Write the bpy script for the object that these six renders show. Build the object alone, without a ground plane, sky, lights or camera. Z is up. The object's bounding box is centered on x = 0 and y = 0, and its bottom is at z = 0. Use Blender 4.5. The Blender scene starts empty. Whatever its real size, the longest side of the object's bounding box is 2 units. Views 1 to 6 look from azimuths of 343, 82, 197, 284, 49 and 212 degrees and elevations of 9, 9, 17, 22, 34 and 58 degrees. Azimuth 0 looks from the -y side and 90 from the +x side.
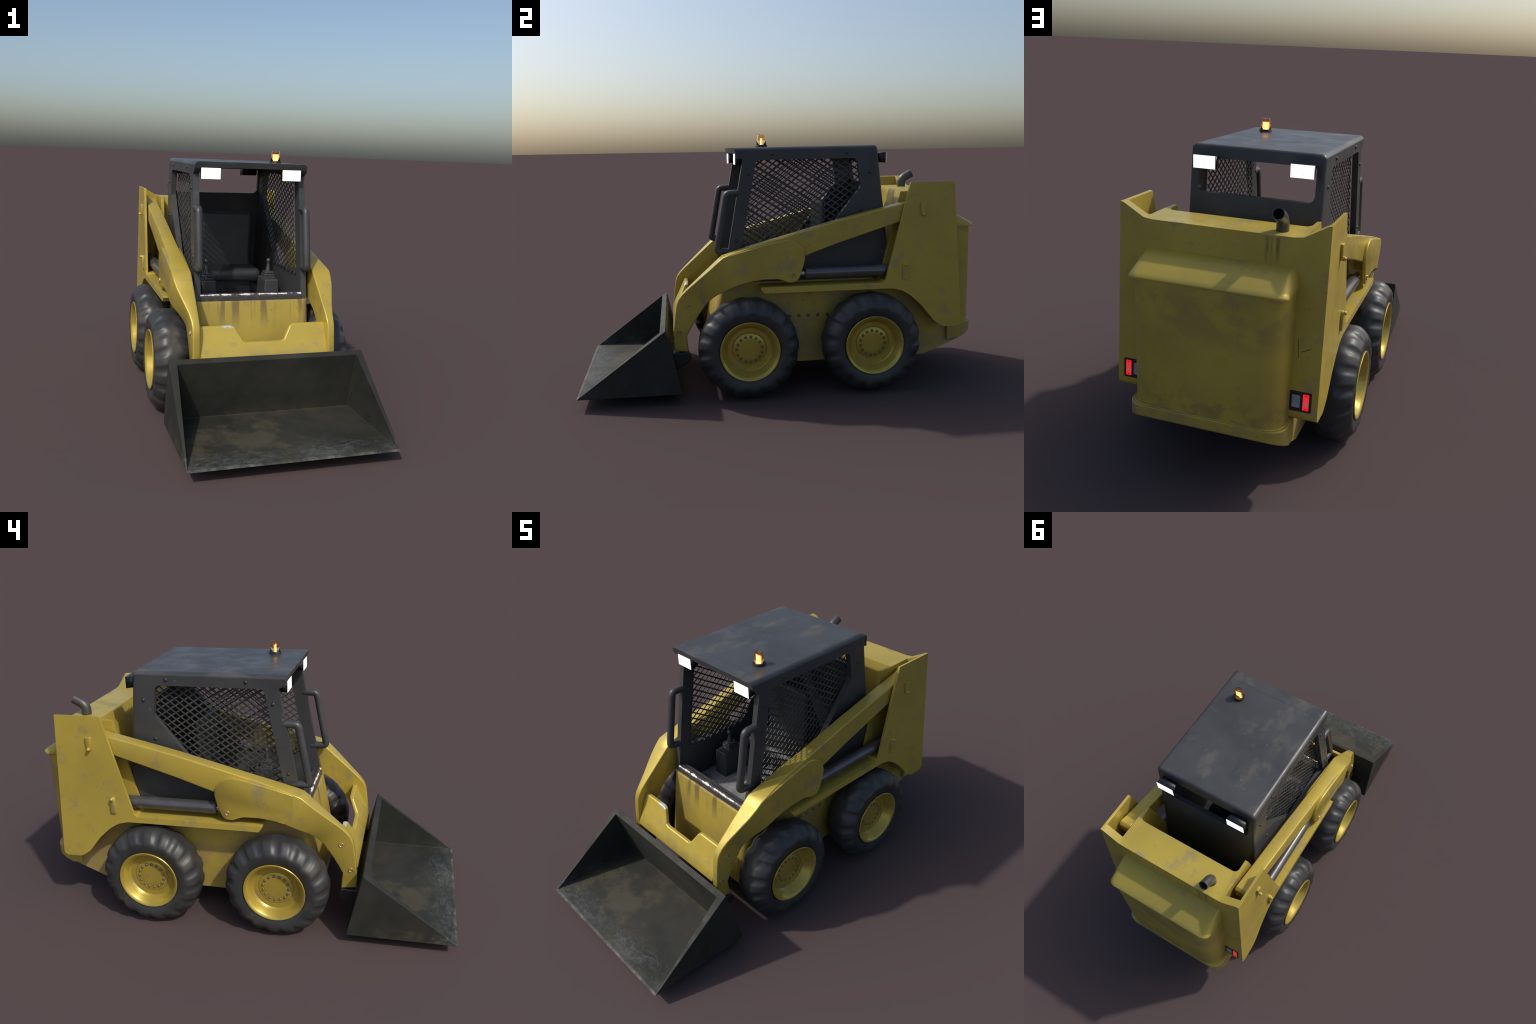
# Compact skid-steer loader with a caged cab, lift arms and a front bucket.
import bpy, bmesh, math, random
from mathutils import Vector, Matrix
random.seed(7)
PI = math.pi
COL = bpy.context.scene.collection

# ------------------------------------------------------------------ helpers
def link(ob, parent=None):
    COL.objects.link(ob)
    if parent is not None:
        ob.parent = parent
    return ob

def obj(name, me, mat, parent):
    ob = bpy.data.objects.new(name, me)
    if mat is not None and not me.materials:
        me.materials.append(mat)
    return link(ob, parent)

def bake(ob):
    """apply all modifiers of ob"""
    dg = bpy.context.evaluated_depsgraph_get()
    dg.update()
    me = bpy.data.meshes.new_from_object(ob.evaluated_get(dg), preserve_all_data_layers=True, depsgraph=dg)
    old = ob.data
    ob.modifiers.clear()
    ob.data = me
    if old.users == 0:
        bpy.data.meshes.remove(old)
    return ob

def finish(ob, bevel=0.0, seg=2, angle=32, weighted=True):
    for p in ob.data.polygons:
        p.use_smooth = True
    if bevel > 0:
        m = ob.modifiers.new('b', 'BEVEL')
        m.width = bevel; m.segments = seg; m.limit_method = 'ANGLE'
        m.angle_limit = math.radians(angle); m.use_clamp_overlap = True
    if weighted:
        m = ob.modifiers.new('w', 'WEIGHTED_NORMAL')
        m.weight = 60; m.keep_sharp = True
    bake(ob)
    return ob

def mesh_from(bm, name):
    bmesh.ops.recalc_face_normals(bm, faces=bm.faces[:])
    me = bpy.data.meshes.new(name)
    bm.to_mesh(me); bm.free()
    return me

def rounded(poly, r, seg=5):
    """round the corners of a closed 2D polygon; r is a number or a list"""
    out = []
    n = len(poly)
    for i in range(n):
        p = Vector(poly[i]); a = Vector(poly[i - 1]); b = Vector(poly[(i + 1) % n])
        ri = r[i] if isinstance(r, (list, tuple)) else r
        if ri <= 0:
            out.append(tuple(p)); continue
        u = (a - p); v = (b - p)
        lu, lv = u.length, v.length
        u.normalize(); v.normalize()
        ang = u.angle(v)
        d = min(ri / math.tan(ang / 2), lu * .48, lv * .48)
        rr = d * math.tan(ang / 2)
        c = p + (u + v).normalized() * (rr / math.sin(ang / 2))
        s = p + u * d - c; e = p + v * d - c
        tot = s.angle_signed(e)
        for k in range(seg + 1):
            t = -tot * k / seg
            out.append((c.x + s.x * math.cos(t) - s.y * math.sin(t),
                        c.y + s.x * math.sin(t) + s.y * math.cos(t)))
    return out

AX = {'x': lambda u, v, w: (w, u, v),      # polygon in (y, z), depth along x
      'y': lambda u, v, w: (u, w, v),      # polygon in (x, z), depth along y
      'z': lambda u, v, w: (u, v, w)}      # polygon in (x, y), depth along z

def prism(poly, w0, w1, axis='x'):
    bm = bmesh.new()
    f = AX[axis]
    A = [bm.verts.new(f(u, v, w0)) for u, v in poly]
    B = [bm.verts.new(f(u, v, w1)) for u, v in poly]
    n = len(poly)
    bm.faces.new(A); bm.faces.new(B)
    for i in range(n):
        bm.faces.new((A[i], A[(i + 1) % n], B[(i + 1) % n], B[i]))
    return mesh_from(bm, 'prism')

def box(x0, x1, y0, y1, z0, z1):
    return prism([(x0, y0), (x1, y0), (x1, y1), (x0, y1)], z0, z1, 'z')

def cut(ob, tools, op='DIFFERENCE'):
    for me in tools:
        t = bpy.data.objects.new('tool', me)
        COL.objects.link(t)
        m = ob.modifiers.new('c', 'BOOLEAN')
        m.operation = op; m.solver = 'EXACT'; m.object = t
        bake(ob)
        bpy.data.objects.remove(t)
        bpy.data.meshes.remove(me)
    # clean up slivers so that bevels stay tidy
    bm = bmesh.new(); bm.from_mesh(ob.data)
    bmesh.ops.remove_doubles(bm, verts=bm.verts[:], dist=1e-5)
    bmesh.ops.dissolve_limit(bm, angle_limit=math.radians(0.6), verts=bm.verts[:], edges=bm.edges[:])
    bm.to_mesh(ob.data); bm.free()
    return ob

def revolve(profile, steps, axis='x', closed=False, disp=None):
    """profile: list of (along, radius)"""
    bm = bmesh.new()
    rings = []
    for k in range(steps):
        t = 2 * PI * k / steps
        ring = []
        for a, r in profile:
            if disp:
                a, r = disp(a, r, t)
            c, s = r * math.cos(t), r * math.sin(t)
            co = (a, c, s) if axis == 'x' else ((c, s, a) if axis == 'z' else (c, a, s))
            ring.append(bm.verts.new(co))
        rings.append(ring)
    n = len(profile)
    for k in range(steps):
        A, B = rings[k], rings[(k + 1) % steps]
        for i in range(n if closed else n - 1):
            bm.faces.new((A[i], A[(i + 1) % n], B[(i + 1) % n], B[i]))
    bmesh.ops.remove_doubles(bm, verts=bm.verts[:], dist=1e-6)
    return mesh_from(bm, 'rev')

def smooth_by_angle(me, deg=35):
    for p in me.polygons:
        p.use_smooth = True
    me.set_sharp_from_angle(angle=math.radians(deg))
    return me

def tube(path, r, seg=14, bend=0.012, cap=True, radii=None):
    """tube through 3D points with rounded bends"""
    pts = [Vector(p) for p in path]
    P = [pts[0]]
    for i in range(1, len(pts) - 1):
        a, p, b = pts[i - 1], pts[i], pts[i + 1]
        d0 = min(bend, (a - p).length * .45); d1 = min(bend, (b - p).length * .45)
        s = p + (a - p).normalized() * d0; e = p + (b - p).normalized() * d1
        for k in range(7):
            t = k / 6
            P.append(s * (1 - t) ** 2 + p * 2 * t * (1 - t) + e * t * t)
    P.append(pts[-1])
    bm = bmesh.new()
    tan = [(P[min(i + 1, len(P) - 1)] - P[max(i - 1, 0)]).normalized() for i in range(len(P))]
    up = Vector((1, 0, 0))
    if abs(tan[0].dot(up)) > .9:
        up = Vector((0, 0, 1))
    rings = []
    for p, t in zip(P, tan):
        u = (up - t * up.dot(t)).normalized(); v = t.cross(u)
        rings.append([bm.verts.new(p + (u * math.cos(2 * PI * k / seg) + v * math.sin(2 * PI * k / seg)) * r) for k in range(seg)])
    for A, B in zip(rings, rings[1:]):
        for k in range(seg):
            bm.faces.new((A[k], A[(k + 1) % seg], B[(k + 1) % seg], B[k]))
    if cap:
        bm.faces.new(rings[0]); bm.faces.new(rings[-1])
    return smooth_by_angle(mesh_from(bm, 'tube'), 50)

def mirrored(me, name=None):
    m = me.copy()
    m.transform(Matrix.Scale(-1, 4, (1, 0, 0)))
    m.flip_normals()
    return m

def join_meshes(meshes):
    bm = bmesh.new()
    for m in meshes:
        bm.from_mesh(m)
    me = bpy.data.meshes.new('join')
    bm.to_mesh(me); bm.free()
    return me

def dome(r, h, seg=14, rings=5):
    """half-round stud on the yz plane, pointing along +x"""
    prof = [(h * math.sin(i / rings * PI / 2), r * math.cos(i / rings * PI / 2)) for i in range(rings + 1)]
    prof = [(-0.004, r)] + prof[:-1] + [(h, 1e-5)]
    return smooth_by_angle(revolve(prof, seg), 60)

# ---------------------------------------------------------------- materials
class N:
    def __init__(self, name):
        self.m = bpy.data.materials.new(name)
        self.m.use_nodes = True
        self.t = self.m.node_tree
        self.b = self.t.nodes['Principled BSDF']
        tc = self.t.nodes.new('ShaderNodeTexCoord')
        self.co = tc.outputs['Object']
    def put(self, sock, v):
        if isinstance(v, bpy.types.NodeSocket):
            self.t.links.new(v, sock)
        else:
            if sock.type == 'RGBA' and len(v) == 3:
                v = (*v, 1)
            sock.default_value = v
    def map(self, scale=(1, 1, 1), loc=(0, 0, 0), rot=(0, 0, 0)):
        n = self.t.nodes.new('ShaderNodeMapping')
        self.t.links.new(self.co, n.inputs['Vector'])
        n.inputs['Scale'].default_value = scale; n.inputs['Location'].default_value = loc
        n.inputs['Rotation'].default_value = rot
        return n.outputs[0]
    def noise(self, scale, detail=5, rough=.6, vec=None, dist=0):
        n = self.t.nodes.new('ShaderNodeTexNoise')
        self.put(n.inputs['Vector'], vec or self.co)
        n.inputs['Scale'].default_value = scale; n.inputs['Detail'].default_value = detail
        n.inputs['Roughness'].default_value = rough; n.inputs['Distortion'].default_value = dist
        return n.outputs['Fac']
    def ramp(self, v, a, b, lo=0., hi=1.):
        n = self.t.nodes.new('ShaderNodeMapRange')
        n.interpolation_type = 'SMOOTHSTEP'
        self.put(n.inputs['Value'], v)
        n.inputs['From Min'].default_value = a; n.inputs['From Max'].default_value = b
        n.inputs['To Min'].default_value = lo; n.inputs['To Max'].default_value = hi
        return n.outputs['Result']
    def math(self, op, a, b=0., c=None):
        n = self.t.nodes.new('ShaderNodeMath'); n.operation = op
        self.put(n.inputs[0], a); self.put(n.inputs[1], b)
        if c is not None: self.put(n.inputs[2], c)
        return n.outputs[0]
    def mul(self, *a):
        r = a[0]
        for b in a[1:]:
            r = self.math('MULTIPLY', r, b)
        return r
    def mix(self, f, a, b):
        n = self.t.nodes.new('ShaderNodeMix'); n.data_type = 'RGBA'
        self.put(n.inputs[0], f); self.put(n.inputs[6], a); self.put(n.inputs[7], b)
        return n.outputs[2]
    def sep(self):
        n = self.t.nodes.new('ShaderNodeSeparateXYZ')
        self.t.links.new(self.co, n.inputs[0])
        return n.outputs
    def band(self, v, a, b, soft):
        """1 inside a..b with soft borders"""
        return self.mul(self.ramp(v, a - soft, a + soft), self.ramp(v, b - soft, b + soft, 1, 0))
    def edge(self, radius):
        """mask of worn convex/concave edges from the Bevel node"""
        bv = self.t.nodes.new('ShaderNodeBevel'); bv.samples = 4
        bv.inputs['Radius'].default_value = radius
        g = self.t.nodes.new('ShaderNodeNewGeometry')
        d = self.t.nodes.new('ShaderNodeVectorMath'); d.operation = 'DOT_PRODUCT'
        self.t.links.new(bv.outputs[0], d.inputs[0]); self.t.links.new(g.outputs['Normal'], d.inputs[1])
        return self.ramp(d.outputs['Value'], .97, .80)
    def bump(self, h, dist=.002, strength=.3):
        n = self.t.nodes.new('ShaderNodeBump')
        n.inputs['Strength'].default_value = strength; n.inputs['Distance'].default_value = dist
        self.put(n.inputs['Height'], h)
        self.t.links.new(n.outputs[0], self.b.inputs['Normal'])
    def out(self, color, rough=.5, metal=0., spec=None):
        self.put(self.b.inputs['Base Color'], color)
        self.put(self.b.inputs['Roughness'], rough)
        self.put(self.b.inputs['Metallic'], metal)
        if spec is not None: self.put(self.b.inputs['Specular IOR Level'], spec)
        return self.m

YEL = (.49, .370, .062)
YEL2 = (.43, .325, .062)
GRIME = (.31, .245, .115)
TAN = (.37, .265, .110)
SPECK = (.045, .035, .020)

def yellow(name, seed=0., grime=1., tan=0., extra=None, rough=.35, metal=.22):
    n = N(name)
    off = n.map(loc=(seed, seed * 1.7, seed * .6))
    c = n.mix(n.ramp(n.noise(3.2, 3, .5, off), .35, .7), YEL, YEL2)
    if tan > 0:
        c = n.mix(n.ramp(n.noise(5.5, 6, .62, n.map(loc=(seed + 3, 5, 2))), .62 - .28 * tan, .78 - .22 * tan, 0, .9), c, TAN)
    patch = n.ramp(n.noise(8.5, 8, .66, n.map(loc=(seed + 9, 1, 4))), .60 - .06 * grime, .74 - .06 * grime, 0, .75)
    c = n.mix(patch, c, GRIME)
    speck = n.mul(n.ramp(n.noise(75, 2, .5, off), .70, .77), n.ramp(n.noise(6, 2, .5, off), .45, .62))
    c = n.mix(n.mul(speck, .8), c, SPECK)
    scr = n.ramp(n.noise(24, 2, .5, n.map(scale=(1, 1, .12), loc=(seed, 2, 1))), .73, .80, 0, .35)
    c = n.mix(scr, c, GRIME)
    if extra:
        c = extra(n, c)
    r = n.math('ADD', n.ramp(n.noise(14, 4, .6, off), .3, .7, rough - .06, rough + .10), n.mul(patch, .2))
    n.bump(n.noise(38, 4, .6), .0012, .22)
    return n.out(c, r, metal)

def housing_extra(n, c):
    s = n.sep()
    # soot below the exhaust outlet, on the rear panel only
    st = n.ramp(n.noise(55, 3, .6, n.map(scale=(1, .05, .06))), .40, .60)
    soot = n.mul(n.band(s[0], -.222, -.172, .022), n.ramp(s[2], .845, .93), n.ramp(s[2], .972, .962), n.ramp(s[1], .825, .84), st)
    c = n.mix(n.mul(soot, .8), c, (.035, .030, .018))
    # two scratches on the left rear panel
    def scratch(x0, z0, x1, z1):
        dx, dz = x1 - x0, z1 - z0
        L = math.hypot(dx, dz)
        d = n.math('ADD', n.mul(n.math('SUBTRACT', s[0], x0), -dz / L), n.mul(n.math('SUBTRACT', s[2], z0), dx / L))
        t = n.math('ADD', n.mul(n.math('SUBTRACT', s[0], x0), dx / L), n.mul(n.math('SUBTRACT', s[2], z0), dz / L))
        return n.mul(n.ramp(n.math('ABSOLUTE', d), .0008, .0022, 1, 0), n.band(t, 0, L, .003), n.ramp(s[1], .83, .84))
    m = n.math('MAXIMUM', scratch(-.312, .615, -.318, .545), scratch(-.327, .568, -.362, .585))
    return n.mix(n.mul(m, .8), c, SPECK)

def door_extra(n, c):
    s = n.sep()
    g = n.mul(n.ramp(n.noise(7, 7, .65, n.map(loc=(2, 0, 7))), .43, .58), n.band(s[2], .60, .80, .06))
    c = n.mix(n.mul(g, .38), c, (.22, .18, .09))
    low = n.mul(n.ramp(n.noise(16, 5, .6), .42, .62), n.ramp(s[2], .45, .30))
    return n.mix(n.mul(low, .7), c, (.25, .18, .075))

def front_extra(n, c):
    s = n.sep()
    # oily runs below the sill, mud cloud low on the panel
    st = n.ramp(n.noise(26, 3, .6, n.map(scale=(1, .05, .09), loc=(.4, 0, 0))), .47, .60)
    runs = n.mul(st, n.ramp(s[2], .40, .53), n.ramp(s[1], -.27, -.29))
    return n.mix(n.mul(runs, .80), c, (.17, .13, .055))

def cross_extra(n, c):
    s = n.sep()
    chip = n.mul(n.band(s[0], -.19, -.105, .012), n.ramp(n.math('ADD', s[2], n.mul(n.noise(40, 3), .03)), .478, .485))
    c = n.mix(chip, c, (.55, .56, .50))
    low = n.mul(n.ramp(n.noise(13, 5, .6), .42, .6), n.ramp(s[2], .40, .34))
    return n.mix(n.mul(low, .5), c, GRIME)

M_HOUSE = yellow('yellow_housing', 0.0, 1.0, .0, housing_extra)
M_DOOR = yellow('yellow_door', 2.0, .45, .0, door_extra)
M_ARM = yellow('yellow_arm', 4.0, 1.15, .10, rough=.31, metal=.28)
M_CROSS = yellow('yellow_cross_plate', 6.0, .9, .0, cross_extra)
M_CHASSIS = yellow('dusty_yellow_chassis', 8.0, 1.2, .85, front_extra, rough=.5)
M_FRONT = yellow('yellow_front_panel', 9.3, .9, .42, front_extra, rough=.42)
M_BUMPER = yellow('dusty_yellow_bumper', 10.0, 1.8, .7)
M_RIM = yellow('yellow_rim', 12.0, .8, 0, rough=.27, metal=.45)

def dark_paint():
    n = N('dark_cab_paint')
    c = n.mix(n.ramp(n.noise(4, 4, .55), .35, .65), (.040, .041, .043), (.052, .053, .055))
    s = n.sep()
    dust = n.mul(n.ramp(n.noise(6.5, 6, .6, n.map(scale=(1.2, .8, 1), loc=(1, 3, 0))), .50, .66), n.ramp(s[2], 1.19, 1.203))
    c = n.mix(n.mul(dust, .55), c, (.115, .103, .082))
    side = n.mul(n.ramp(n.noise(9, 6, .6, n.map(loc=(4, 4, 4))), .62, .74), .35)
    c = n.mix(side, c, (.115, .100, .078))
    scr = n.mul(n.ramp(n.noise(34, 4, .7, n.map(scale=(1, 1, .6), loc=(7, 1, 2))), .655, .72), n.ramp(n.noise(7, 2, .5, n.map(loc=(0, 8, 0))), .46, .58))
    c = n.mix(n.mul(scr, .45), c, (.30, .31, .29))
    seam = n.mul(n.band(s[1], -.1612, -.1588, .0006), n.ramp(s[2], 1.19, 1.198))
    c = n.mix(n.mul(seam, .7), c, (.012, .012, .013))
    n.bump(n.noise(45, 4, .6), .001, .18)
    return n.out(c, n.ramp(n.noise(11, 4), .3, .7, .34, .50))

def sill_paint():
    n = N('worn_sill')
    s = n.sep()
    c = n.mix(n.ramp(n.noise(30, 5, .7), .5, .7), (.045, .043, .042), (.11, .075, .045))
    wob = n.mul(n.math('SUBTRACT', n.noise(14, 4, .65, n.map(scale=(1, .2, .2))), .5), .016)
    ed = n.math('ABSOLUTE', n.math('ADD', n.math('SUBTRACT', s[1], -.2865), wob))
    wid = n.ramp(n.noise(17, 4, .7, n.map(scale=(1, .2, .2), loc=(4, 0, 0))), .35, .72, -.0025, .0075)
    worn = n.mul(n.ramp(n.math('SUBTRACT', ed, wid), 0, .0025, 1, 0), n.ramp(s[2], .572, .578))
    c = n.mix(worn, c, (.72, .71, .70))
    return n.out(c, .38)

def plain(name, col, rough=.5, metal=0., var=.15, spec=None):
    n = N(name)
    a = tuple(x * (1 - var) for x in col); b = tuple(min(1, x * (1 + var)) for x in col)
    c = n.mix(n.ramp(n.noise(12, 5, .6), .3, .7), a, b)
    return n.out(c, rough, metal, spec)

def rubber():
    n = N('tyre_rubber')
    c = n.mix(n.ramp(n.noise(7, 5, .6), .35, .65), (.026, .027, .028), (.038, .038, .037))
    mud = n.ramp(n.noise(9, 6, .65, n.map(loc=(3, 3, 3))), .56, .70, 0, .5)
    c = n.mix(mud, c, (.085, .072, .048))
    n.bump(n.noise(60, 4, .6), .0012, .25)
    return n.out(c, n.ramp(n.noise(10, 4), .3, .7, .36, .52))

def bucket_steel():
    n = N('bucket_steel')
    s = n.sep()
    c = n.mix(n.ramp(n.noise(4, 6, .62), .35, .66), (.017, .018, .014), (.029, .029, .023))
    # mud on the floor and low on the sides
    mudn = n.noise(4.5, 9, .68, n.map(loc=(1.3, 2, 0)))
    low = n.math('ADD', n.mul(n.ramp(s[1], -.62, -.74), n.ramp(s[2], .11, .09)), n.ramp(s[2], .16, .06, 0, .7))
    c = n.mix(n.mul(n.ramp(mudn, .47, .62), n.math('MINIMUM', low, 1.), .48), c, (.085, .074, .042))
    # bare scratched steel along the lip
    ln = n.noise(48, 6, .8, n.map(scale=(.45, 1, 1), rot=(0, 0, .5)), 1.2)
    lip = n.math('ADD', n.ramp(s[1], -.80, -.96, 0, .22), ln)
    big = n.ramp(n.noise(5, 5, .65, n.map(loc=(5, 0, 0))), .36, .56, .15, 1)
    c = n.mix(n.mul(n.ramp(lip, .58, .86), n.ramp(s[2], .10, .085), n.ramp(s[1], -.80, -.90), big, .45), c, (.14, .155, .15))
    c = n.mix(n.mul(n.ramp(s[1], -.986, -.994), n.ramp(n.noise(20, 4, .7), .45, .7), .5), c, (.20, .19, .165))
    n.bump(n.noise(26, 6, .65), .002, .3)
    return n.out(c, n.ramp(n.noise(12, 4), .3, .7, .58, .74), 0., .32)

def emit(name, col, strength):
    n = N(name)
    n.out(col, .3)
    n.put(n.b.inputs['Emission Color'], col)
    n.b.inputs['Emission Strength'].default_value = strength
    return n.m

def lamp_lens():
    n = N('lamp_lens')
    s = n.sep()
    d = n.math('SQRT', n.math('ADD', n.math('POWER', s[0], 2.), n.math('POWER', n.math('SUBTRACT', s[2], .004), 2.)))
    arc = n.mul(n.band(d, .012, .024, .003), n.ramp(s[2], -.002, -.010), n.ramp(n.noise(110, 3, .6), .45, .58))
    c = n.mix(arc, (.96, .98, 1.0), (.52, .62, .68))
    n.out((.8, .8, .8), .25)
    n.put(n.b.inputs['Emission Color'], c)
    n.b.inputs['Emission Strength'].default_value = 1.3
    return n.m

def red_lens():
    n = N('red_lens')
    s = n.sep()
    mid = n.ramp(n.math('ABSOLUTE', s[2]), .022, .010)
    c = n.mix(n.mul(mid, n.ramp(n.noise(120, 3, .7), .35, .60), .8), (.85, .014, .018), (.36, .07, .075))
    dots = n.mul(n.ramp(n.math('ABSOLUTE', s[0]), .0035, .002), n.band(n.math('ABSOLUTE', s[2]), .024, .028, .001))
    c = n.mix(dots, c, (.10, .005, .005))
    n.out(c, .3)
    n.put(n.b.inputs['Emission Color'], c)
    n.b.inputs['Emission Strength'].default_value = .8
    return n.m

def dome_glass():
    n = N('beacon_dome')
    n.out((1.0, .78, .55), .03)
    n.b.inputs['Transmission Weight'].default_value = 1
    n.b.inputs['IOR'].default_value = 1.2
    return n.m

M_DARK = dark_paint()
M_SILL = sill_paint()
M_TYRE = rubber()
M_BUCKET = bucket_steel()
M_SEAT = plain('seat_vinyl', (.026, .028, .028), .5)
M_FLOOR = plain('cab_floor', (.19, .19, .195), .7, 0, .45)
M_PLASTIC = plain('dark_plastic', (.045, .045, .046), .42)
M_BLACK = plain('black_housing', (.012, .013, .015), .45)
M_CYL = plain('cylinder_steel', (.125, .122, .122), .30, .6)
M_ROD = plain('chrome_rod', (.42, .43, .45), .22, .9)
M_STUD = plain('steel_stud', (.17, .135, .105), .38, .5)
M_SCREW = plain('dark_screw', (.045, .045, .045), .4, .3)
M_PIN = plain('brass_pin', (.42, .30, .12), .35, .4)
M_MESH = plain('mesh_steel', (.052, .052, .050), .5, .1, .3)
M_EXH = plain('exhaust_steel', (.085, .085, .080), .45, .5)
M_LENS = lamp_lens()
M_RED = red_lens()
M_CLEAR = plain('clear_lens', (.30, .32, .34), .25)
M_GLASS = dome_glass()
M_BULB = emit('beacon_light', (1.0, .62, .20), 3.2)
M_GLOW = emit('beacon_glow', (1.0, .20, .045), 1.2)

# ---------------------------------------------------------------- the thing
ROOT = bpy.data.objects.new('skid_steer_loader', None)
link(ROOT)
ROOT['label'] = 'yellow skid steer loader with dark caged cab and black bucket'
ROOT['category'] = 'construction vehicle'

# ------------------------------------------------------------------ chassis
chassis_prof = [(-.300, .549), (-.364, .170), (-.335, .128), (.745, .130), (.915, .200), (.912, .50), (.50, .50), (.47, .546)]
ch = obj('chassis', prism(chassis_prof, -.289, .289), M_CHASSIS, ROOT)
# round the upright front corners
bm = bmesh.new(); bm.from_mesh(ch.data)
es = [e for e in bm.edges if all(v.co.y < -.297 for v in e.verts) and abs(e.verts[0].co.x - e.verts[1].co.x) < 1e-4 and abs(e.verts[0].co.z - e.verts[1].co.z) > .2]
bmesh.ops.bevel(bm, geom=es, offset=.034, segments=6, profile=.5, affect='EDGES')
bm.to_mesh(ch.data); bm.free()
cut(ch, [box(-.257, .257, -.266, .56, .4685, .7)])
finish(ch, .005, 2)

# front panel plate on the sloping nose of the chassis
fp = obj('front_panel', prism(rounded([(-.2545, .19), (.2545, .19), (.2545, .5445), (-.2545, .5445)], [.02, .02, .004, .004], 4), -.004, .0015, 'y'), M_FRONT, ch)
for v in fp.data.vertices:
    v.co.y = -v.co.y - .300 - (.549 - v.co.z) * (.064 / .379)
finish(fp, .0012, 2)

# rivets along the side
riv = dome(.0085, .006); riv.materials.append(M_STUD)
for k in range(5):
    r = obj('rivet', riv, None, ch)
    r.location = (.289, .039 + .0477 * k, .3665)

# axle stubs
for y in (-.181, .427):
    a = obj('axle', smooth_by_angle(revolve([(-.34, 1e-5), (-.34, .05), (.34, .05), (.34, 1e-5)], 24), 35), M_BLACK, ch)
    a.location = (0, y, .247)

# ------------------------------------------------------------- rear housing
side_prof = [(.628, 1.06), (.8395, 1.06), (.895, .303), (.80, .303), (.752, .335), (.688, .415), (.63, .468), (.585, .496), (.535, .509),
             (-.101, .511), (-.122, .540), (.485, .540), (.500, .553)]
side_prof = rounded(side_prof, [.0, .0, .022, .05, .05, .06, .06, .06, .06, .004, .006, .014, .008], 4)
hs = obj('rear_housing', prism(side_prof, -.402, .402), M_HOUSE, ROOT)
bay = prism(rounded([(-.287, -.4), (.287, -.4), (.287, .684), (-.287, .684)], [0, 0, .024, .024]), .20, 1.2, 'z')
for v in bay.vertices:                       # the wall below the hood slopes forward
    if v.co.y > .5: v.co.y -= (.975 - v.co.z) * .26
slot_r = prism(rounded([(.45, .549), (.824, .549), (.797, 1.2), (.45, 1.2)], [.0, .03, 0, 0]), .304, .389)
slot_l = prism(rounded([(.45, .549), (.824, .549), (.797, 1.2), (.45, 1.2)], [.0, .03, 0, 0]), -.389, -.304)
top = prism([(-.45, 1.2), (-.45, 1.030), (-.402, 1.027), (-.389, 1.0245), (-.306, .978), (-.27, .9735), (.27, .9735), (.306, .978), (.389, 1.0245), (.402, 1.027), (.45, 1.030), (.45, 1.2)], .3, 1.1, 'y')
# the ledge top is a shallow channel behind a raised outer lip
cut(hs, [bay, slot_r, slot_l, top])
finish(hs, .0072, 3, 30)

# latch plates with knobs on the towers
def latch(flip):
    w0, w1, L = (.0135, .0115, .080) if flip else (.014, .010, .064)
    p = rounded([(-w0, 0), (w0, 0), (w1, -L), (-w1, -L)], [.004, .004, .0095, .0095], 4)
    if flip: p = [(u, -v) for u, v in p][::-1]
    o = prism(p, -.002, .010)
    k = revolve([(0, .0085), (.016, .0085), (.021, .0065), (.023, 1e-5)], 14)
    k.transform(Matrix.Translation((0, 0, (L - .008) * (1 if flip else -1))))
    return join_meshes([o, k])
for flip, y, z in ((False, .684, .927), (True, .598, .555)):
    me = latch(flip); me.materials.append(M_HOUSE)
    t = obj('latch', me, None, hs); finish(t, .002, 2)
    t.location = (.402, y, z)
    u = obj('latch', mirrored(t.data), None, hs); u.location = (-.402, y, z)

# tail lights
def panel_y(z): return .8395 + (1.06 - z) * (.895 - .8395) / (1.06 - .303)
lean = math.atan((.895 - .8395) / (1.06 - .303))
for sgn in (1, -1):
    f = obj('tail_light', prism(rounded([(-.041, -.039), (.041, -.039), (.041, .039), (-.041, .039)], .005, 3), -.006, .0018, 'y'), M_BLACK, ROOT)
    finish(f, .0015, 2)
    f.location = (sgn * .337, panel_y(.381), .381); f.rotation_euler = (lean, 0, 0)
    a = obj('red_lens', prism(rounded([(-.0115, -.031), (.0115, -.031), (.0115, .031), (-.0115, .031)], .003, 3), .000, .0030, 'y'), M_RED, f)
    finish(a, .001, 2); a.location = (sgn * .020, 0, 0)
    b = obj('clear_lens', prism(rounded([(-.0155, -.024), (.0155, -.024), (.0155, .024), (-.0155, .024)], .003, 3), .000, .0030, 'y'), M_CLEAR, f)
    finish(b, .001, 2); b.location = (-sgn * .017, 0, 0)

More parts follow.
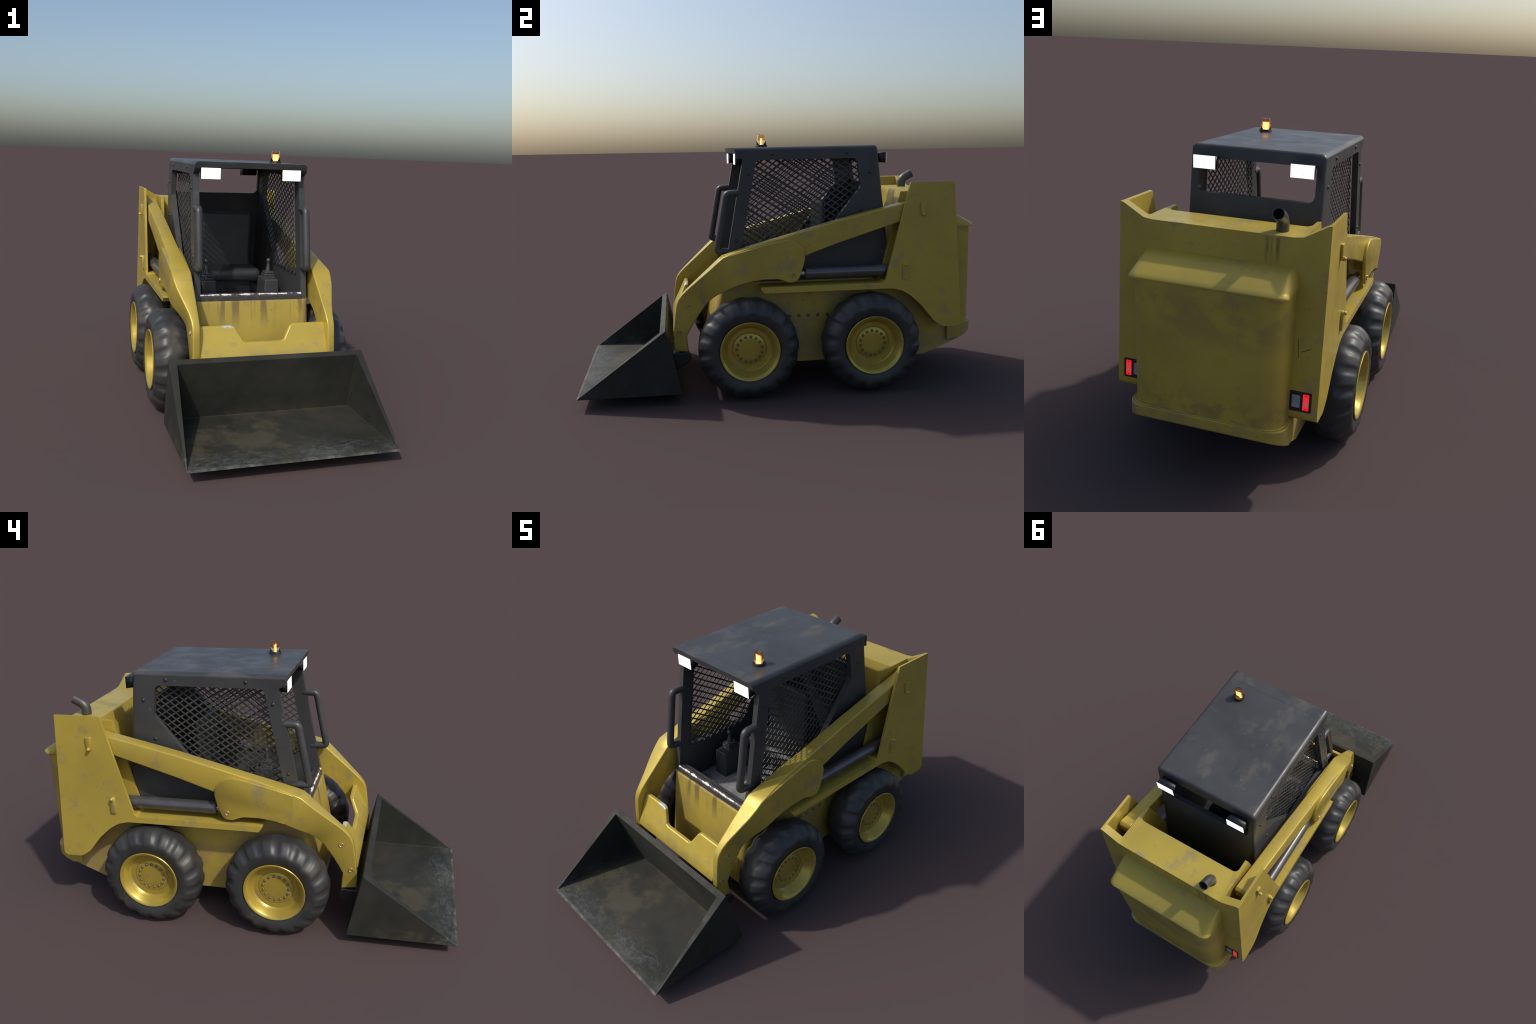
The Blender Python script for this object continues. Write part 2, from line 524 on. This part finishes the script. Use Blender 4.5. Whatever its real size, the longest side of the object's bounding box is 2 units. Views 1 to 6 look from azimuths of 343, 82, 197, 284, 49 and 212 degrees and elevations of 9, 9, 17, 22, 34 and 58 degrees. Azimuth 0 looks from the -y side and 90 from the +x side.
# exhaust
def pipe(path, ro, ri, bend):
    outer = tube(path, ro, 20, bend, cap=False); inner = tube(path, ri, 20, bend, cap=False)
    bm = bmesh.new(); bm.from_mesh(outer)
    n = len(bm.verts); bm.from_mesh(inner); bm.verts.ensure_lookup_table()
    v = bm.verts
    for k in range(20):
        k2 = (k + 1) % 20
        bm.faces.new((v[n - 20 + k], v[n - 20 + k2], v[2 * n - 20 + k2], v[2 * n - 20 + k]))
    return smooth_by_angle(mesh_from(bm, 'pipe'), 45)
obj('exhaust_pipe', pipe([(-.208, .780, .965), (-.208, .780, 1.018), (-.208, .838, 1.048)], .0235, .0195, .034), M_EXH, ROOT)

# --------------------------------------------------- engine door and bumper
dr = obj('engine_door', prism(rounded([(-.294, .83), (.294, .83), (.294, .9980), (-.294, .9980)], [0, 0, .080, .080], 10), .286, .797, 'z'), M_DOOR, ROOT)
finish(dr, .004, 2)
# hood cap: section swept outwards along the door head
def door_cap():
    bm = bmesh.new()
    prof = [(.840, .872), (.870, .867), (.905, .856), (.945, .836), (.982, .8145), (.9965, .8055), (.9995, .8010), (.9985, .793), (.840, .793)]
    cols = []
    W = .300
    nx = 64
    for i in range(nx + 1):
        s = -1 + 2 * i / nx
        x = W * math.copysign(1 - (1 - abs(s)) ** 1.6, s)
        col = []
        for y, z in prof:
            t = (y - .840) / .1595
            # rounded plan corner and falling shoulder, wider towards the lip
            wd = .020 + .020 * t
            e = max(0, (abs(x) - (W - wd)) / wd)
            dz = 1 - math.sqrt(max(0, 1 - e * e))
            yy = y - dz * .034 * t
            zz = z if z < .795 else .793 + (z - .793) * (1 - dz * (.88 - .25 * t))
            col.append(bm.verts.new((x, yy, zz)))
        cols.append(col)
    for A, B in zip(cols, cols[1:]):
        for k in range(len(prof)):
            k2 = (k + 1) % len(prof)
            bm.faces.new((A[k], A[k2], B[k2], B[k]))
    bm.faces.new(cols[0]); bm.faces.new(cols[-1])
    return smooth_by_angle(mesh_from(bm, 'cap'), 40)
obj('door_cap', door_cap(), M_DOOR, dr)

bp = prism([(.86, .300), (.9995, .300), (.9995, .253), (.912, .206), (.86, .206)], -.309, .309)
bp = obj('rear_bumper', bp, M_BUMPER, ROOT)
cut(bp, [prism(rounded([(-.309, .80), (.309, .80), (.309, .9995), (-.309, .9995)], [0, 0, .060, .060], 8), .1, .4, 'z')], 'INTERSECT')
finish(bp, .006, 3, 35)
rimprof = rounded([(-.301, .85), (.301, .85), (.301, .9985), (-.301, .9985)], [0, 0, .064, .064], 8)
finish(obj('door_lip', prism(rimprof, .296, .306, 'z'), M_BUMPER, bp), .003, 2)

# ---------------------------------------------------------------------- cab
def front_y(z): return -.179 - (1.151 - z) * .1810
def rear_y(z): return .492 + (1.185 - z) * .1210
W = .2815
outer = [(front_y(.500) + .004, .462), (front_y(.500), .500), (front_y(1.149), 1.149), (-.196, 1.152), (-.214, 1.172), (-.234, 1.25),
         (rear_y(1.25), 1.25), (rear_y(.50), .462)]
outer = rounded(outer, [0, 0, .012, .015, .02, 0, 0, 0], 4)
cab = obj('cab', prism(outer, -W, W), M_DARK, ROOT)
# roof: rounded cross-section that rises slightly to the rear
roof = prism(rounded([(-W - .001, .40), (W + .001, .40), (W + .001, 1.2055), (-W - .001, 1.2055)], [0, 0, .024, .024], 7), -.4, .8, 'y')
for v in roof.vertices:
    if v.co.z > 1.0: v.co.z += .0060 * v.co.y
cut(cab, [roof], 'INTERSECT')
bm = bmesh.new(); bm.from_mesh(cab.data)
es = [e for e in bm.edges if all(v.co.y > .46 for v in e.verts) and
      (all(v.co.z > 1.15 for v in e.verts) and abs(e.verts[0].co.y - e.verts[1].co.y) < .01 or abs(e.verts[0].co.z - e.verts[1].co.z) > .4)]
bmesh.ops.bevel(bm, geom=es, offset=.017, segments=5, profile=.5, affect='EDGES', clamp_overlap=True)
bmesh.ops.recalc_face_normals(bm, faces=bm.faces[:])
bm.to_mesh(cab.data); bm.free()
# interior, with the open front
inner = [(-.60, .578), (front_y(.578) + .036, .578), (front_y(.52) + .04, .45), (rear_y(.50) - .025, .45), (rear_y(1.17) - .025, 1.176), (-.12, 1.176), (-.16, .9), (-.60, .9)]
room = prism(inner, -.2525, .2525)
win = [(-.1155, 1.1435), (.388, 1.1455), (.4055, 1.003), (.137, .667), (-.2040, .667)]
winr = rounded(win, [.022, .030, .03, .02, .012], 5)
side_win = prism(winr, -.5, .5)
rear_win = prism(rounded([(-.247, 1.018), (.247, 1.018), (.247, 1.157), (-.247, 1.157)], [.03, .03, .012, .012], 5), .40, .70, 'y')
front_gap = prism(rounded([(-.2525, .578), (.2525, .578), (.2525, 1.176), (-.2525, 1.176)], [.02, .02, .03, .03], 5), -.6, -.08, 'y')
cut(cab, [room, front_gap, side_win, rear_win])
finish(cab, .0095, 4, 32)

# worn sill tube across the cab entrance
sy = front_y(.560)
sl = obj('sill', prism(rounded([(sy - .009, .546), (sy - .006, .5815), (sy + .030, .5815), (sy + .032, .546)], [.003, .016, .016, .002], 6), -.2545, .2545), M_SILL, cab)
finish(sl, .002, 2)
fl = obj('floor', box(-.2555, .2555, -.263, .555, .465, .4735), M_FLOOR, cab)

# protective expanded-metal mesh in the side windows
def clip_line(p, d, poly):
    t0, t1 = -9., 9.
    n = len(poly)
    for i in range(n):
        a = Vector(poly[i]); b = Vector(poly[(i + 1) % n])
        e = b - a; nrm = Vector((e.y, -e.x))          # outward for clockwise input below
        den = nrm.dot(d); num = nrm.dot(a - p)
        if abs(den) < 1e-9:
            if num < 0: return None
            continue
        t = num / den
        if den > 0: t1 = min(t1, t)
        else: t0 = max(t0, t)
    return (t0, t1) if t1 - t0 > .004 else None

def expand(poly, d):
    c = sum((Vector(p) for p in poly), Vector((0, 0))) / len(poly)
    return [tuple(Vector(p) + (Vector(p) - c).normalized() * d) for p in poly]

def grille():
    bm = bmesh.new()
    poly = expand(win, .009)[::-1]      # counter-clockwise
    A = Vector((-.0232, -.0188)); B = Vector((-.0225, .01415))
    o = Vector((.3355, 1.1115)) + (A + B) * .5
    for d, step, w, x0, x1 in ((A, B, .0028, .2448, .2470), (B, A, .0037, .2426, .2448)):
        u = d.normalized(); nv = Vector((-u.y, u.x))
        for k in range(-60, 61):
            p = o + step * k
            r = clip_line(p, u, poly)
            if not r: continue
            L = r[1] - r[0]
            ns = max(1, int(L / (d.length * .5)))
            rings = []
            for i in range(ns + 1):
                q = p + u * (r[0] + L * i / ns)
                wx = .0006 * (1 if i % 2 else -1)
                rings.append([bm.verts.new((x + wx, (q + nv * s).x, (q + nv * s).y)) for x, s in ((x0, -w), (x1, -w), (x1, w), (x0, w))])
            for R0, R1 in zip(rings, rings[1:]):
                for j in range(4):
                    bm.faces.new((R0[j], R0[(j + 1) % 4], R1[(j + 1) % 4], R1[j]))
            bm.faces.new(rings[0]); bm.faces.new(rings[-1])
    return mesh_from(bm, 'grille')
g = grille(); g.materials.append(M_MESH)
for me in (g, mirrored(g)):
    o = obj('protective_mesh', me, None, cab); o['kind'] = 'stuff'

# screws on the cab sides
sc = dome(.0085, .007); sc.materials.append(M_SCREW)
for sgn in (1, -1):
    for y, z in ((-.036, 1.172), (.333, 1.173), (.449, 1.076), (.405, .892), (-.155, 1.077), (-.219, .754)):
        s = obj('screw', sc, None, cab); s.location = (sgn * .2812, y, z)
        if sgn < 0: s.rotation_euler = (0, 0, PI)

# grab handles on the front posts
hp = tube([(.267, -.195, .986), (.267, -.262, .984), (.267, -.3135, .703), (.267, -.235, .700)], .0175, 16, .018)
hp.materials.append(M_DARK)
obj('grab_handle', hp, None, cab); obj('grab_handle', mirrored(hp), None, cab)

# seat
def cushion(name, x, y0, y1, z0, z1, rot, parent, r=.03):
    me = box(-x, x, y0, y1, z0, z1)
    o = obj(name, me, M_SEAT, parent)
    c = Vector((0, (y0 + y1) / 2, z0))
    o.data.transform(Matrix.Translation(c) @ Matrix.Rotation(rot, 4, 'X') @ Matrix.Translation(-c))
    finish(o, r, 5, 30)
    return o
st = cushion('seat', .168, .088, .34, .568, .638, .04, cab, .032)
cushion('backrest', .138, .226, .262, .610, .925, -.04, cab, .017)
finish(obj('seat_base', box(-.12, .12, .12, .40, .465, .585), M_BLACK, cab), .01, 2)

# joystick consoles
def frustum(x0, y0, z0, x1, y1, z1):
    bm = bmesh.new()
    A = [bm.verts.new((a * x0, b * y0, z0)) for a, b in ((-1, -1), (1, -1), (1, 1), (-1, 1))]
    B = [bm.verts.new((a * x1, b * y1, z1)) for a, b in ((-1, -1), (1, -1), (1, 1), (-1, 1))]
    bm.faces.new(A); bm.faces.new(B)
    for i in range(4):
        bm.faces.new((A[i], A[(i + 1) % 4], B[(i + 1) % 4], B[i]))
    return mesh_from(bm, 'frustum')
for sgn in (1, -1):
    c = obj('control_console', frustum(.042, .074, .468, .0375, .066, .609), M_PLASTIC, cab)
    finish(c, .008, 3); c.location = (sgn * .167, -.020, 0)
    parts = []
    for k in range(3):
        w = .032 - .0028 * k
        parts.append(frustum(w * .9, w, .605 + .012 * k, w, w * 1.1, .611 + .012 * k))
        parts.append(frustum(w, w * 1.1, .611 + .012 * k, w * .86, w * .95, .618 + .012 * k))
    parts.append(revolve([(.640, .015), (.655, .0125), (.675, .0080), (.687, .0075), (.690, .0100), (.697, .0120), (.703, .0105), (.708, .006), (.710, 1e-5)], 14, 'z'))
    j = obj('joystick', join_meshes(parts), M_PLASTIC, cab)
    finish(j, .0025, 2); j.location = (sgn * .167, -.015, 0)

# work lights
def work_light(x, y, ydir, z):
    h = obj('work_light', frustum(.040, .021, 0, .0475, .0265, .048), M_BLACK, ROOT)
    h.data.transform(Matrix.Rotation(-ydir * PI / 2, 4, 'X'))
    finish(h, 0); h.location = (x, y - ydir * .050, z)
    l = obj('lamp_lens', box(-.0468, .0468, -.0004, .0006, -.0258, .0258), M_LENS, h)
    l.location = (0, ydir * .0480, 0)
    return h
for sgn in (1, -1):
    f = work_light(sgn * .2025, -.216, -1, 1.1485)
    r = work_light(sgn * .202, .545, 1, 1.1455)

# beacon
bc = obj('beacon', smooth_by_angle(revolve([(1.198, .029), (1.213, .030), (1.2165, .028), (1.217, 1e-5)], 28, 'z'), 40), M_BLACK, ROOT)
bc.location = (.163, -.0735, 0)
d = obj('beacon_dome', smooth_by_angle(revolve([(1.2165, .0245), (1.240, .0225), (1.262, .0195), (1.2665, .017), (1.2675, 1e-5)], 28, 'z'), 50), M_GLASS, bc)
sd = d.modifiers.new('s', 'SOLIDIFY'); sd.thickness = .0015; sd.offset = -1; bake(d)
finish(obj('beacon_bulb', box(-.0140, .0140, -.0030, .0030, 1.2175, 1.2475), M_BULB, bc), 0)
finish(obj('glow_halo_plate', box(-.0185, .0185, -.0012, .0012, 1.2175, 1.2500), M_GLOW, bc), 0)  # emissive plate modelled as the orange halo at the bulb's edges

# ---------------------------------------------------------------- lift arms
ST = [  # top (y, z), bottom (y, z), x_in, x_out along the arm
    ((.752, .949), (.752, .887), .315, .380),
    ((.735, .960), (.735, .877), .315, .380),
    ((.603, .927), (.590, .838), .315, .380),
    ((.430, .888), (.430, .789), .315, .380),
    ((.266, .849), (.271, .740), .315, .380),
    ((.070, .796), (.107, .684), .315, .380),
    ((-.060, .761), (-.020, .620), .314, .380),
    ((-.145, .738), (-.100, .577), .311, .381),
    ((-.210, .718), (-.150, .571), .306, .387),
    ((-.262, .702), (-.195, .564), .303, .3935),
    ((-.296, .690), (-.236, .548), .302, .3950),
    ((-.325, .664), (-.262, .537), .302, .3920),
    ((-.360, .632), (-.290, .523), .302, .3840),
    ((-.400, .596), (-.322, .506), .302, .3700),
    ((-.436, .563), (-.346, .488), .302, .3565),
    ((-.466, .536), (-.364, .471), .302, .3465),
    ((-.492, .510), (-.380, .453), .302, .3405),
    ((-.510, .487), (-.395, .432), .302, .3385),
    ((-.521, .460), (-.412, .407), .303, .3375),
    ((-.528, .415), (-.430, .380), .303, .3370),
    ((-.534, .360), (-.454, .340), .303, .3370),
    ((-.540, .300), (-.474, .303), .303, .3370),
    ((-.542, .270), (-.472, .270), .303, .3370),
    ((-.539, .232), (-.468, .221), .303, .3370)]
def arm_mesh():
    bm = bmesh.new(); rings = []
    for (ty, tz), (by, bz), xi, xo in ST:
        ring = []
        for (y, z), x in (((ty, tz), xi), ((ty, tz), xo), ((by, bz), xo), ((by, bz), xi)):
            ring.append(bm.verts.new((x, y, z)))
        rings.append(ring)
    for A, B in zip(rings, rings[1:]):
        for k in range(4):
            bm.faces.new((A[k], A[(k + 1) % 4], B[(k + 1) % 4], B[k]))
    bm.faces.new(rings[0]); bm.faces.new(rings[-1])
    return mesh_from(bm, 'arm')
lobe = [(-.262, .698), (-.145, .730), (-.05, .7535), (.005, .764), (.040, .760), (.072, .743), (.093, .714), (.102, .677), (.0925, .634), (.073, .580), (.060, .564), (.040, .557),
        (.018, .5575), (-.004, .567), (-.03, .5755), (-.10, .5765), (-.170, .568), (-.215, .556), (-.262, .60)]
def pin_mesh():
    return smooth_by_angle(revolve([(-.003, .0115), (.003, .0115), (.0045, .0100), (.0035, .0072), (.0005, .0065), (.002, .0045), (.0030, 1e-5)], 18), 60)
pinm = pin_mesh(); pinm.materials.append(M_PIN)
arm_me = None
for sgn in (1, -1):
    if sgn > 0:
        arm = obj('lift_arm', arm_mesh(), M_ARM, ROOT)
        finish(arm, .006, 3, 32)
        pl = obj('knee_plate', prism(lobe, .376, .3945), M_ARM, arm); finish(pl, .004, 2, 40)
        pi = obj('knee_plate', prism(lobe, .3015, .318), M_ARM, arm); finish(pi, .003, 2, 40)
        arm_me, pl_me, pi_me = arm.data, pl.data, pi.data
    else:
        arm = obj('lift_arm', mirrored(arm_me), None, ROOT)
        obj('knee_plate', mirrored(pl_me), None, arm); obj('knee_plate', mirrored(pi_me), None, arm)
    for x, y, z in ((.337, -.467, .448), (.337, -.512, .323), (.3945, .043, .592)):
        p = obj('pivot_pin', pinm, None, arm); p.location = (sgn * x, y, z)
        if sgn < 0: p.rotation_euler = (0, 0, PI)
    # hydraulic cylinder between tower and knee
    cy = obj('hydraulic_cylinder', smooth_by_angle(revolve([(.105, 1e-5), (.105, .026), (.109, .0295), (.72, .0295), (.72, 1e-5)], 28, 'y'), 40), M_CYL, ROOT)
    cy.location = (sgn * .346, 0, .593)
    obj('piston_rod', smooth_by_angle(revolve([(.03, 1e-5), (.03, .0145), (.12, .0145), (.12, 1e-5)], 20, 'y'), 40), M_ROD, cy)

# plate with a notch joining both arms
cp = [(-.306, .474), (-.150, .474), (-.132, .466), (-.097, .408), (-.082, .402), (.082, .402), (.097, .408), (.132, .466), (.150, .474), (.306, .474), (.306, .318), (-.306, .318)]
cp = rounded(cp, [.0, .01, .01, .01, .01, .01, .01, .01, .01, 0, 0, 0], 3)
cx = obj('cross_plate', prism(cp, -.010, .010, 'y'), M_CROSS, ROOT)
for v in cx.data.vertices:
    z = v.co.z
    v.co.y += -.461 - (.474 - z) * .46
finish(cx, .006, 3, 30)

# ------------------------------------------------------------------- bucket
def bucket():
    bm = bmesh.new()
    V = {}
    for s in (1, -1):
        for k, co in dict(T=(.4530, -.577, .363), R=(.4560, -.5055, .052), F=(.4495, -1.0005, .0525),
                          t=(.418, -.604, .350), b=(.412, -.546, .082), f=(.4440, -.988, .0600)).items():
            V[k, s] = bm.verts.new((co[0] * s, co[1], co[2]))
    for s in (1, -1):
        for q in (('T', 'R', 'F'), ('T', 'F', 'f', 't'), ('t', 'f', 'b')):
            bm.faces.new([V[k, s] for k in q])
    for a, b in (('T', 'R'), ('R', 'F'), ('F', 'f'), ('f', 'b'), ('b', 't'), ('t', 'T')):
        bm.faces.new((V[a, 1], V[b, 1], V[b, -1], V[a, -1]))
    return mesh_from(bm, 'bucket')
bk = obj('bucket', bucket(), M_BUCKET, ROOT)
finish(bk, .0095, 4, 25)
for sgn in (1, -1):
    br = prism(rounded([(-.55, .222), (-.470, .224), (-.456, .196), (-.463, .178), (-.527, .138)], [0, .006, .014, .012, 0], 4), .290, .347)
    if sgn < 0: br = mirrored(br)
    finish(obj('bracket', br, M_BLACK, bk), .006, 3)

# ------------------------------------------------------------------- wheels
NL = 17
def smoothstep(a, b, x):
    t = min(1, max(0, (x - a) / (b - a)))
    return t * t * (3 - 2 * t)
def tyre_profile(n=54):
    ctrl = [(-.066, .132), (-.080, .150), (-.0862, .172), (-.0862, .193), (-.0745, .211), (-.054, .2302), (-.030, .2410), (0, .2430),
            (.030, .2410), (.054, .2302), (.0745, .211), (.0862, .193), (.0862, .172), (.080, .150), (.069, .132)]
    P = [Vector(c) for c in ctrl]
    out = []
    for i in range(len(P) - 1):
        p0, p1, p2, p3 = P[max(i - 1, 0)], P[i], P[i + 1], P[min(i + 2, len(P) - 1)]
        for k in range(4):
            t = k / 4
            out.append(tuple(.5 * ((2 * p1) + (p2 - p0) * t + (2 * p0 - 5 * p1 + 4 * p2 - p3) * t * t + (3 * p1 - p0 - 3 * p2 + p3) * t ** 3)))
    out.append(tuple(P[-1]))
    return out
def lug(a, r, t):
    side = 1 if a > 0 else -1
    ph = t * NL + (PI if side < 0 else 0) + 9. * abs(a) * 1.6
    c = math.cos(ph)
    f = smoothstep(-1.0, .35, c) - .62
    w = smoothstep(.170, .212, r) * smoothstep(.006, .050, abs(a))
    k = w * f
    n = Vector((a * 1.1, max(0, r - .165) * 1.3)).normalized()
    # softer, bulging shoulder between grooves
    return a + n.x * k * .0055, r + n.y * k * .0090
tyre_me = smooth_by_angle(revolve(tyre_profile(), 216, 'x', disp=lug), 80)
tyre_me.materials.append(M_TYRE)
rim_prof = [(.055, .1325), (.068, .1430), (.0740, .1445), (.0765, .1425), (.0760, .1385), (.0700, .1310), (.0665, .1285), (.0605, .1250), (.0430, .1145), (.0330, .1090), (.0286, .1048),
            (.0275, .0850), (.0245, .0835), (.0240, .0820), (.0272, .0805), (.0290, .0785), (.0292, .0400), (.0292, 1e-5)]
rim_prof = [(a + .0105, r) for a, r in rim_prof]
rim_me = smooth_by_angle(revolve(rim_prof, 72, 'x'), 42)
rim_me.materials.append(M_RIM)
back_me = smooth_by_angle(revolve([(-.070, .134), (-.060, .128), (-.030, .115), (-.028, 1e-5)], 48, 'x'), 42)
back_me.materials.append(M_RIM)
bolt_me = dome(.0070, .0065, 12, 4); bolt_me.materials.append(M_STUD)
for sgn in (1, -1):
    for y, a0 in ((-.181, .35), (.427, 1.1)):
        w = bpy.data.objects.new('wheel', None); link(w, ROOT)
        w.location = (sgn * .392, y, .2475)
        w.rotation_euler = (a0 * .25 * sgn, 0, 0 if sgn > 0 else PI)
        obj('tyre', tyre_me, None, w); obj('rim', rim_me, None, w); obj('rim', back_me, None, w)
        for k in range(15):
            t = 2 * PI * k / 15 + .1
            b = obj('wheel_bolt', bolt_me, None, w)
            b.location = (.0397, .0615 * math.cos(t), .0615 * math.sin(t))
